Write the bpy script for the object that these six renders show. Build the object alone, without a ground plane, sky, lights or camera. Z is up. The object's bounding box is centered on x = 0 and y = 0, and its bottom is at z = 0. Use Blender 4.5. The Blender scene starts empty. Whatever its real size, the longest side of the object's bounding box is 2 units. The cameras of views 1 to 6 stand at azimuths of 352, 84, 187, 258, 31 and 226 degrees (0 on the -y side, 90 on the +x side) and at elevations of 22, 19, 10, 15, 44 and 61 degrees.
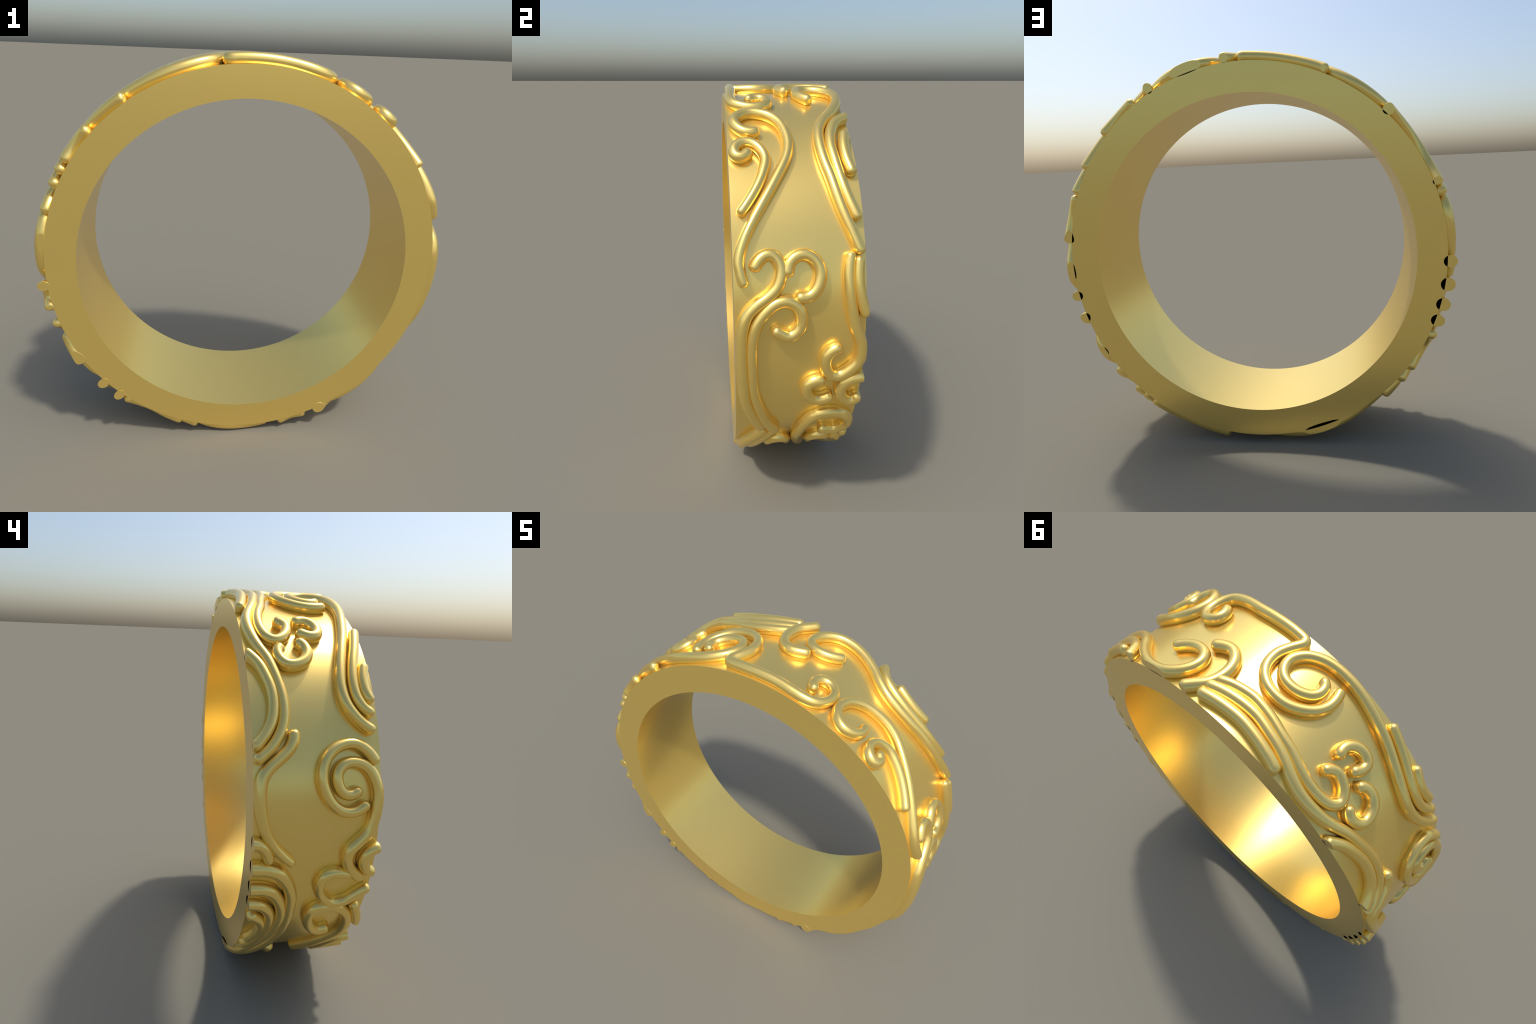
import bpy, bmesh, math
from mathutils import Vector

# ------------------------------------------------------------------ sizes
CENTRE_Z = 0.9975        # height of the finger-hole axis (the axis runs along y)
R_IN, R_OUT = 0.8095, 0.952
HALF_WIDTH = 0.270       # the band spans y = -0.27 .. 0.27
R_WIRE = 0.9662          # radius on which the axis of every applied wire lies
WIRE_RISE = 0.0065       # the wirework sits a touch high: proud at the top, sunk at the bottom
STEP = 0.0055            # sampling step along a wire

# ------------------------------------------------------------------ material
def gold(name, rough):
    m = bpy.data.materials.new(name)
    m.use_nodes = True
    nt = m.node_tree
    b = nt.nodes["Principled BSDF"]
    b.inputs["Metallic"].default_value = 0.8
    tc = nt.nodes.new("ShaderNodeTexCoord")
    n = nt.nodes.new("ShaderNodeTexNoise")
    n.inputs["Scale"].default_value = 9.0
    n.inputs["Detail"].default_value = 2.0
    nt.links.new(tc.outputs["Object"], n.inputs["Vector"])
    ramp = nt.nodes.new("ShaderNodeValToRGB")
    ramp.color_ramp.elements[0].color = GOLD_A
    ramp.color_ramp.elements[1].color = GOLD_B
    nt.links.new(n.outputs["Fac"], ramp.inputs["Fac"])
    nt.links.new(ramp.outputs["Color"], b.inputs["Base Color"])
    b.inputs["Roughness"].default_value = rough
    return m

GOLD_A = (0.972, 0.712, 0.206, 1)
GOLD_B = (0.988, 0.722, 0.212, 1)
band_gold = gold("polished_gold_band", 0.28)
wire_gold = gold("polished_gold_wire", 0.28)

# ------------------------------------------------------------------ ring root
root = bpy.data.objects.new("ring", None)
bpy.context.collection.objects.link(root)
root["label"] = "wide gold finger ring with raised scrolling wire ornament"
root["category"] = "ring"

def add(name, me, mat):
    o = bpy.data.objects.new(name, me)
    me.materials.append(mat)
    bpy.context.collection.objects.link(o)
    o.parent = root
    return o

# ------------------------------------------------------------------ band: a rectangular section turned about y
def band():
    seg = 360
    rings = []
    prof = [(R_IN, -HALF_WIDTH), (R_IN, HALF_WIDTH), (R_OUT, HALF_WIDTH), (R_OUT, -HALF_WIDTH)]
    bm = bmesh.new()
    for i in range(seg):
        a = 2 * math.pi * i / seg
        rings.append([bm.verts.new((r * math.cos(a), y, CENTRE_Z + r * math.sin(a))) for r, y in prof])
    for i in range(seg):
        p, q = rings[i], rings[(i + 1) % seg]
        for k in range(4):
            l = (k + 1) % 4
            f = bm.faces.new((p[k], p[l], q[l], q[k]))
            f.smooth = k in (0, 2)
    bmesh.ops.recalc_face_normals(bm, faces=bm.faces)
    for e in bm.edges:
        if len(e.link_faces) == 2 and e.calc_face_angle() > 0.8:
            e.smooth = False
    me = bpy.data.meshes.new("band")
    bm.to_mesh(me); bm.free()
    add("band", me, band_gold)

# ------------------------------------------------------------------ wires laid on the band
def spline(pts, n=14):
    """centripetal Catmull-Rom through the hand-placed points (arc length, y)"""
    P = [Vector(p) for p in pts]
    P = [P[0] * 2 - P[1]] + P + [P[-1] * 2 - P[-2]]
    out = []
    for i in range(1, len(P) - 2):
        p0, p1, p2, p3 = P[i - 1:i + 3]
        t = [0.0]
        for a, b in ((p0, p1), (p1, p2), (p2, p3)):
            t.append(t[-1] + max((b - a).length, 1e-6) ** 0.5)
        for k in range(n):
            u = t[1] + (t[2] - t[1]) * k / n
            def mix(a, b, ta, tb): return a * ((tb - u) / (tb - ta)) + b * ((u - ta) / (tb - ta))
            a1, a2, a3 = mix(p0, p1, t[0], t[1]), mix(p1, p2, t[1], t[2]), mix(p2, p3, t[2], t[3])
            b1, b2 = mix(a1, a2, t[0], t[2]), mix(a2, a3, t[1], t[3])
            out.append(mix(b1, b2, t[1], t[2]))
    out.append(P[-2])
    return out

def resample(P, step):
    L = [0.0]
    for a, b in zip(P, P[1:]):
        L.append(L[-1] + (b - a).length)
    n = max(6, int(L[-1] / step))
    out, j = [], 0
    for i in range(n + 1):
        s = L[-1] * i / n
        while j < len(L) - 2 and L[j + 1] < s:
            j += 1
        d = L[j + 1] - L[j]
        out.append(P[j].lerp(P[j + 1], (s - L[j]) / d if d else 0))
    return out

def relax(P, times):
    for _ in range(times):
        P = [P[0]] + [P[i] * 0.5 + (P[i - 1] + P[i + 1]) * 0.25 for i in range(1, len(P) - 1)] + [P[-1]]
    return P

RING = 20
def wire(name, pts, widths, smooth=6, lift=0.0):
    """a wire of oval section along points (angle in degrees, y); widths = half widths, start to end"""
    P = spline([(math.radians(a) * R_WIRE, y) for a, y in pts])
    P = relax(resample(P, STEP), smooth)
    P = resample(P, STEP)
    n = len(P)
    tan = []
    for i in range(n):
        t = P[min(i + 1, n - 1)] - P[max(i - 1, 0)]
        tan.append(t.normalized())
    widths = [w * GAUGE for w in widths]
    def half(f):
        g = f * (len(widths) - 1)
        k = min(int(g), len(widths) - 2)
        return widths[k] + (widths[k + 1] - widths[k]) * (g - k)
    w0, w1 = half(0), half(1)
    caps = [math.radians(8 + 82 * k / 7) for k in range(7)]
    # stations: (point, tangent, half width, share of the full section); the rounded tips come first and last
    stations = [(P[0] + tan[0] * (w0 * CAP * (1 - math.cos(g))), tan[0], w0, math.sin(g)) for g in caps]
    lead = w0 * CAP
    tail = w1 * CAP
    acc = 0.0
    L = sum((b - a).length for a, b in zip(P, P[1:]))
    for i in range(n):
        if i:
            acc += (P[i] - P[i - 1]).length
        if lead < acc < L - tail:
            stations.append((P[i], tan[i], half(acc / L), 1.0))
    stations += [(P[-1] - tan[-1] * (w1 * CAP * (1 - math.cos(g))), tan[-1], w1, math.sin(g)) for g in caps[::-1]]
    bm = bmesh.new()
    rows = []
    for c, t, w, s in stations:
        a = c.x / R_WIRE
        N = Vector((math.cos(a), 0, math.sin(a)))
        A = Vector((-math.sin(a), 0, math.cos(a)))
        B = A * (-t.y) + Vector((0, 1, 0)) * t.x     # sideways on the band surface
        h = 0.0310 - 0.0030 * math.sin(a) + (w - 0.0255) * 0.5   # round on top, deeper and half sunk lower down
        C = N * (R_WIRE + WIRE_RISE * math.sin(a) + lift) + Vector((0, c.y, CENTRE_Z))
        row = []
        for k in range(RING):
            f = 2 * math.pi * k / RING
            row.append(bm.verts.new(C + B * (w * s * math.cos(f)) + N * (h * s ** 0.8 * math.sin(f))))
        rows.append(row)
    for r, q in zip(rows, rows[1:]):
        for k in range(RING):
            l = (k + 1) % RING
            bm.faces.new((r[k], r[l], q[l], q[k]))
    bm.faces.new(rows[0][::-1]); bm.faces.new(rows[-1])
    for f in bm.faces:
        f.smooth = True
    # wires are trimmed flush with the two flat sides of the band
    for sy in (-1, 1):
        if max(sy * v.co.y for v in bm.verts) > CUT[sy]:
            g = bm.verts[:] + bm.edges[:] + bm.faces[:]
            r = bmesh.ops.bisect_plane(bm, geom=g, plane_co=(0, sy * CUT[sy], 0), plane_no=(0, sy, 0), clear_outer=True)
            edges = [e for e in r["geom_cut"] if isinstance(e, bmesh.types.BMEdge)]
            if edges:
                got = bmesh.ops.holes_fill(bm, edges=edges)
                for f in got["faces"]:
                    f.smooth = False
                    for e in f.edges:
                        e.smooth = False
    bmesh.ops.recalc_face_normals(bm, faces=bm.faces)
    me = bpy.data.meshes.new(name)
    bm.to_mesh(me); bm.free()
    return add(name, me, wire_gold)

CAP = 0.9
GAUGE = 1.2              # the widths below are nominal
CUT = {-1: HALF_WIDTH + 0.0008, 1: HALF_WIDTH}      # closed ends in front, cut exactly flush at the back, as on the original
A = (0.0208, 0.0208)
H = (0.0226, 0.0226)       # gauge of the small trefoil hooks

band()

# --- upper front side: a big S scroll and the small curl nested in it
wire("scroll", [(56.6, -.133), (55.7, -.157), (56.1, -.195), (58.2, -.227), (60.6, -.236), (62.9, -.214), (64.3, -.174),
    (64.1, -.128), (62.7, -.079), (59.5, -.038), (55.2, -.018), (51, -.014), (47.4, -.027), (44.1, -.052), (39.5, -.094), (36.6, -.122),
    (33.8, -.15), (31.2, -.176), (28.6, -.2), (26, -.221), (23.6, -.236), (22, -.243), (20.4, -.246), (18.6, -.242), (17.1, -.238), (14.8, -.225)], (.021, .0205, .0195, .0185))
wire("curl", [(49.6, -.178), (48.4, -.192), (47.4, -.212), (47.7, -.234), (49.3, -.244), (51, -.234), (52.1, -.202), (51.5, -.16),
    (49.4, -.13), (46.6, -.117), (42.8, -.131), (39.6, -.153), (36.7, -.18), (34, -.21), (31.8, -.238)], (.0215, .02, .0185), smooth=2)
# --- top: curl running along the front edge, folding back and sweeping round the spiral
wire("scroll", [(71.6, -.17), (73.2, -.141), (73.3, -.102), (71.8, -.077), (69.6, -.076), (67.7, -.103), (67.2, -.149), (68.1, -.194),
    (70, -.229), (72.8, -.242), (76, -.243), (80.4, -.237), (85.2, -.236), (90.6, -.235), (93.3, -.232), (95.4, -.228), (96.1, -.222), (96.2, -.205),
    (94.9, -.157), (93.8, -.097), (94.3, -.034), (95.9, .007), (98.5, .035), (101.5, .045), (104.7, .039), (107.6, .013), (110.1, -.03),
    (111.3, -.081), (111.2, -.128), (110.2, -.175)], A, smooth=3)
wire("spiral", [(105.4, -0.15), (107.3, -0.132), (107.8, -0.099), (107, -0.064), (104.8, -0.037), (102.2, -0.027), (99.4, -0.037), (97.7, -0.068),
    (97.1, -0.11), (98, -0.153), (99.8, -0.187), (103.1, -0.216), (106.8, -0.229), (110.6, -0.231), (114.2, -0.227), (117.9, -0.216), (121.5, -0.203),
    (126.1, -0.185), (132.7, -0.153), (138.9, -0.128), (143.7, -0.119), (147.8, -0.131), (150.7, -0.158), (153.3, -.198), (155.1, -.243)], A)
wire("tendril", [(124, -.25), (130.7, -.22), (136.9, -.19), (141.8, -.176), (146.1, -.181), (149.1, -.207), (150.9, -.246)], A)
wire("tendril", [(136.4, -.242), (140.7, -.223), (144.3, -.223), (147.8, -.243)], A)
# --- top, towards the back edge: a hooked S with two companions and a C
wire("scroll", [(71.6, 0.136), (74.4, 0.099), (77.6, 0.08), (80.8, 0.09), (82.4, 0.127), (82, 0.178), (80.1, 0.222), (76.9, 0.255), (72.6, 0.26),
    (68.4, 0.242), (63.8, 0.202), (60.1, 0.158), (56.4, 0.13), (51.7, 0.121), (45.9, 0.13), (41.1, 0.148), (36.3, 0.165), (31.8, 0.186), (27.2, 0.214), (21.6, 0.249)], A)
wire("tendril", [(62.2, .28), (59.4, .212), (55.6, .181), (50.8, .168), (45.9, .175), (40.7, .188), (36.6, .204), (33, .224), (29.8, .246)], A)
wire("tendril", [(55.6, .24), (50.7, .225), (46.6, .226), (41.6, .244)], A)
wire("hook", [(80, 0.042), (82.7, 0.016), (85.4, 0.008), (87.9, 0.034), (89.3, 0.082), (89.4, 0.139), (88.4, 0.189), (86.5, 0.226), (84.1, .272)], H)
# --- behind the top: three parallel stems, the third ending in a hook of a trefoil
wire("stem", [(88.4, 0.238), (92.1, 0.225), (96.4, 0.215), (100.9, 0.211), (105.3, 0.219), (109.2, 0.231), (112.3, 0.243), (114.6, 0.257)], (.0225, .0225, .021))
wire("stem", [(88.2, 0.197), (92.6, 0.174), (97.5, 0.16), (102.4, 0.157), (107, 0.171), (110.9, 0.185), (114.1, 0.203), (117.4, 0.224), (120.8, 0.238), (124, 0.24),
    (127.7, 0.232), (131.5, 0.213), (135.6, 0.181), (139.7, 0.161), (144, 0.145), (148, 0.137), (151.8, 0.141), (155.1, 0.158), (158.4, 0.194), (160.5, 0.232), (162.2, 0.265)], (.0225, .022, .0205, .0205))
wire("stem", [(89, 0.154), (93.4, 0.126), (98.5, 0.111), (101.2, 0.114), (105.2, 0.125), (109.4, 0.143), (113.2, 0.156), (117.3, 0.178), (121, 0.189), (124.7, 0.187),
    (127.8, 0.169), (129.1, 0.136), (128, 0.099), (125.8, 0.075), (123.5, 0.069), (121.6, 0.09), (120.7, 0.119)], (.0205, .0205, .021, .0226), smooth=3)
wire("hook", [(121.6, 0.03), (120.6, 0.001), (120.8, -0.033), (122.4, -0.061), (124.9, -0.071), (126.8, -0.057), (127.2, -0.03), (126.4, 0.003), (125.2, .024)], H, smooth=3)
wire("hook", [(129.1, .044), (130.5, .014), (133.3, 0.002), (135.7, 0.021), (137, 0.059), (137, 0.101), (135.4, 0.127), (133, 0.132), (130.9, 0.108)], H, smooth=3)
wire("stem", [(133, .277), (137.2, .222), (140.9, .197), (144.7, .18), (148.6, .178), (152.4, .191), (155.4, .217), (157.5, .245), (159.2, .27)], (.0215, .021, .02))
wire("stem", [(154.4, .102), (156.9, .106), (159.3, .128), (161.6, .171), (163.7, .211), (165.7, .234), (168.6, .244), (171.8, .244), (175.4, .235),
    (179.4, .215), (182.8, 0.18), (185.3, 0.14), (187.7, 0.094)], (.0225, .022, .0218, .0205, .019))
# --- left side, towards the front: double spiral ending in a trefoil
wire("spiral", [(162.9, -.246), (159.5, -.201), (157.9, -.152), (158.2, -.097), (160, -.047), (162.7, -.018), (166.3, -.009), (169.3, -.022),
    (172.5, -.056), (174.3, -.106), (174.2, -.157), (172.2, -.212)], (.0205, .0215))
wire("spiral", [(168.8, -.176), (170.2, -.131), (169.4, -.093), (167, -.073), (164.6, -.076), (162.8, -.104), (162.4, -.148), (163.5, -.198), (165.9, -.23),
    (169.3, -.248), (173, -.247), (176.5, -.237), (179.6, -.219), (182.3, -.179), (184.6, -.143), (187.5, -0.14), (190.2, -0.164), (193.1, -0.22)], (.021, .0225))
wire("hook", [(183.7, -.284), (184.2, -.255), (185.3, -.224), (187.4, -.21), (189.6, -.222), (190.8, -.25), (191.2, -.272)], (.022, .021), lift=.003)
wire("hook", [(191.7, -0.17), (190.7, -0.097), (191.6, -0.048), (194.5, -0.031), (198.2, -0.05), (200.9, -0.101), (200.8, -0.16), (198.6, -0.205), (195.8, -0.265)], (.0195, .02))
wire("curl", [(213.3, -0.143), (214.6, -0.094), (212.4, -0.048), (207.1, -0.017), (203.6, -0.027), (202.3, -0.076), (203.1, -0.139), (205.5, -0.19), (209.1, -0.214),
    (212.5, -.22), (216.5, -.213), (220.5, -.18), (224.5, -.135), (229, -.087), (234, -.035)], (.022, .022))
wire("hook", [(201.4, -0.208), (204.8, -.234), (208, -.252), (211.5, -.266)], (.0205, .0205), lift=.004)
# --- left side, towards the back: nested arches running out over the back edge
wire("arch", [(181.3, 0.3), (181.9, 0.243), (184, 0.211), (186.9, 0.198)], (.026, .023, .021))
wire("arch", [(188, 0.31), (188.3, 0.269), (188.6, 0.215), (189.9, 0.159), (192.9, 0.116), (196.9, 0.09), (201.7, 0.084), (206.7, .087), (213, .1), (218.5, .123),
    (224, .152), (229.5, .181), (235, .21), (241, .238), (247, .252), (253, .252), (260, .23), (267, .19)], (.0285, .023, .02, .02, .021))
wire("arch", [(194.2, 0.309), (194.4, 0.269), (194.6, 0.217), (195.9, 0.171), (199.4, 0.135), (203.6, 0.118), (208.4, 0.127), (213.4, .149), (219.5, .196), (224, .23), (228.5, .25)], (.028, .023, .021, .021))
wire("arch", [(199.3, 0.299), (199.5, 0.259), (200.1, 0.217), (202.7, 0.178), (206.7, 0.165), (211.4, 0.179), (217, 0.208), (221.5, .258)], (.026, .021, .02))
wire("arch", [(203.4, .262), (204.5, .238), (205.8, 0.215), (208.1, 0.197), (212, 0.207), (217, 0.25)], (.024, .021, .02))
# --- right side, towards the front: trefoil on two long stems
wire("stem", [(18.4, -.192), (20.6, -.174), (22.2, -.143), (22.2, -.113), (20.3, -.086), (17.6, -.08), (14.7, -.097), (12.5, -.133), (10.5, -.181),
    (8.2, -.218), (4.5, -.239), (0, -.244), (-5, -.243), (-10.1, -.238), (-16.6, -.228), (-23.6, -.195), (-30.6, -.152)], (.0222, .0218, .0212, .0212, .022, .0235))
wire("hook", [(16.8, -.056), (19.9, -.049), (21.6, -.022), (22.1, .014), (21.2, .049), (19.1, .073), (16.4, .077), (13.8, .06), (12.2, .029), (12, -.028)], (.0225, .0225))
wire("stem", [(4.8, -.120), (3.2, -.084), (2.5, -.053), (3.4, -.022), (5.4, -.002), (7.9, -.002), (10.1, -.022), (11.2, -.058), (10.9, -.098), (9.2, -.139),
    (6.5, -.176), (3.1, -.197), (-1.5, -0.205), (-7.1, -0.203), (-13.4, -.196), (-20.1, -.171), (-26.9, -.134), (-32, -.09)], (.0225, .0225, .0215, .0212, .0235), smooth=4)
wire("tendril", [(-31, -.14), (-35, -.175), (-39.5, -.21), (-45, -.23), (-51, -.234), (-57, -.224), (-62, -.205)], (.025, .025))
wire("tendril", [(-30.2, -0.083), (-34, -.115), (-40, -.15), (-47, -.18), (-55, -.205), (-61, -.24), (-65, -.30)], (.022, .020))
# --- right side, towards the back: stem hooking into a trefoil
wire("stem", [(22.6, .205), (17.6, .193), (13.1, .195), (8.5, .205), (3.7, .223), (-0.7, .249), (-4.8, .247), (-7.7, 0.21), (-9.5, 0.164), (-8.9, 0.125), (-6.1, 0.104),
    (-3.4, 0.107), (-1.7, 0.132), (-0.9, 0.17)], (.0195, .0215, .0225, .0225), smooth=3)
wire("tendril", [(21.4, .238), (16.6, .232), (13, .236), (9.6, .249), (6.5, .268)], (.0195, .021))
wire("hook", [(-10.5, 0.109), (-10.8, 0.061), (-12.3, 0.032), (-14.7, 0.032), (-17.2, 0.059), (-17.7, 0.099), (-16.3, 0.149)], (.0225, .0225), smooth=3)
wire("hook", [(-10.3, 0.286), (-11, 0.213), (-13.1, 0.182), (-15.9, 0.182), (-18.6, 0.215), (-18.4, 0.251), (-16.2, 0.264)], (.0225, .0225), smooth=3)
# --- underneath: spiral, small hooks and trailing stems closing the pattern
wire("spiral", [(-34, 0.117), (-34.6, .15), (-35.2, .195), (-33.4, .23), (-31.1, 0.249), (-27.3, 0.238), (-24.7, 0.198), (-23.8, 0.146), (-24.3, 0.102), (-26.2, 0.068), (-29.5, 0.043),
    (-34.5, 0.029), (-39, .022), (-46, .035), (-53, .07)], (.021, .0215))
wire("hook", [(-46, .09), (-42, .1), (-40.5, .135), (-41.5, .17), (-46, .185)], (.0205, .0205))
wire("hook", [(-36.8, .25), (-39.8, .24), (-41.3, .215), (-44, .205)], (.0205, .0205))
wire("tendril", [(-45.3, .25), (-50.5, 0.227), (-57, .185), (-66, .16)], (.0195, .0195))
wire("tendril", [(-48.7, .25), (-55, .225), (-63, .2), (-71, .19)], (.0195, .0195))
wire("tendril", [(-52.4, .249), (-58, .24), (-66, .232), (-73, .238), (-80, .246)], (.0195, .0195))
wire("hook", [(-46, -.115), (-42.3, -.1), (-41, -.065), (-42, -.03), (-46, -.015)], (.021, .021))
wire("stem", [(-68, -.25), (-73, -.23), (-78, -.25)], (.02, .022))
wire("stem", [(-81, -.225), (-88, -.238), (-95, -.244), (-101, -.232), (-106, -.2), (-111, -.14)], (.021, .021))
wire("stem", [(-104.5, -.25), (-110, -.225), (-117, -.19), (-123, -.13), (-126, -.07)], (.02, .02))
wire("stem", [(-109.8, -.249), (-115, -.235), (-121, -.215), (-127, -.232), (-130.5, -.256)], (.02, .02))
wire("stem", [(-133, -.31), (-132.5, -.255), (-129.5, -.205), (-123, -.165)], (.02, .02), lift=.006)
wire("stem", [(-139.5, -.31), (-139, -.26), (-136, -.205), (-130, -.17), (-126, -.13)], (.0205, .0205), lift=.006)
wire("spiral", [(-131.5, .098), (-124, .085), (-115, .055), (-104, .0), (-95, -.05), (-88, -.02), (-86, .04), (-90, .09), (-97, .09), (-99, .05), (-95, .02)], (.021, .021))
wire("spiral", [(-62, -.17), (-70, -.13), (-78, -.08), (-80, -.02), (-76, .03), (-70, .03), (-67, -.01), (-70, -.04)], (.02, .02))
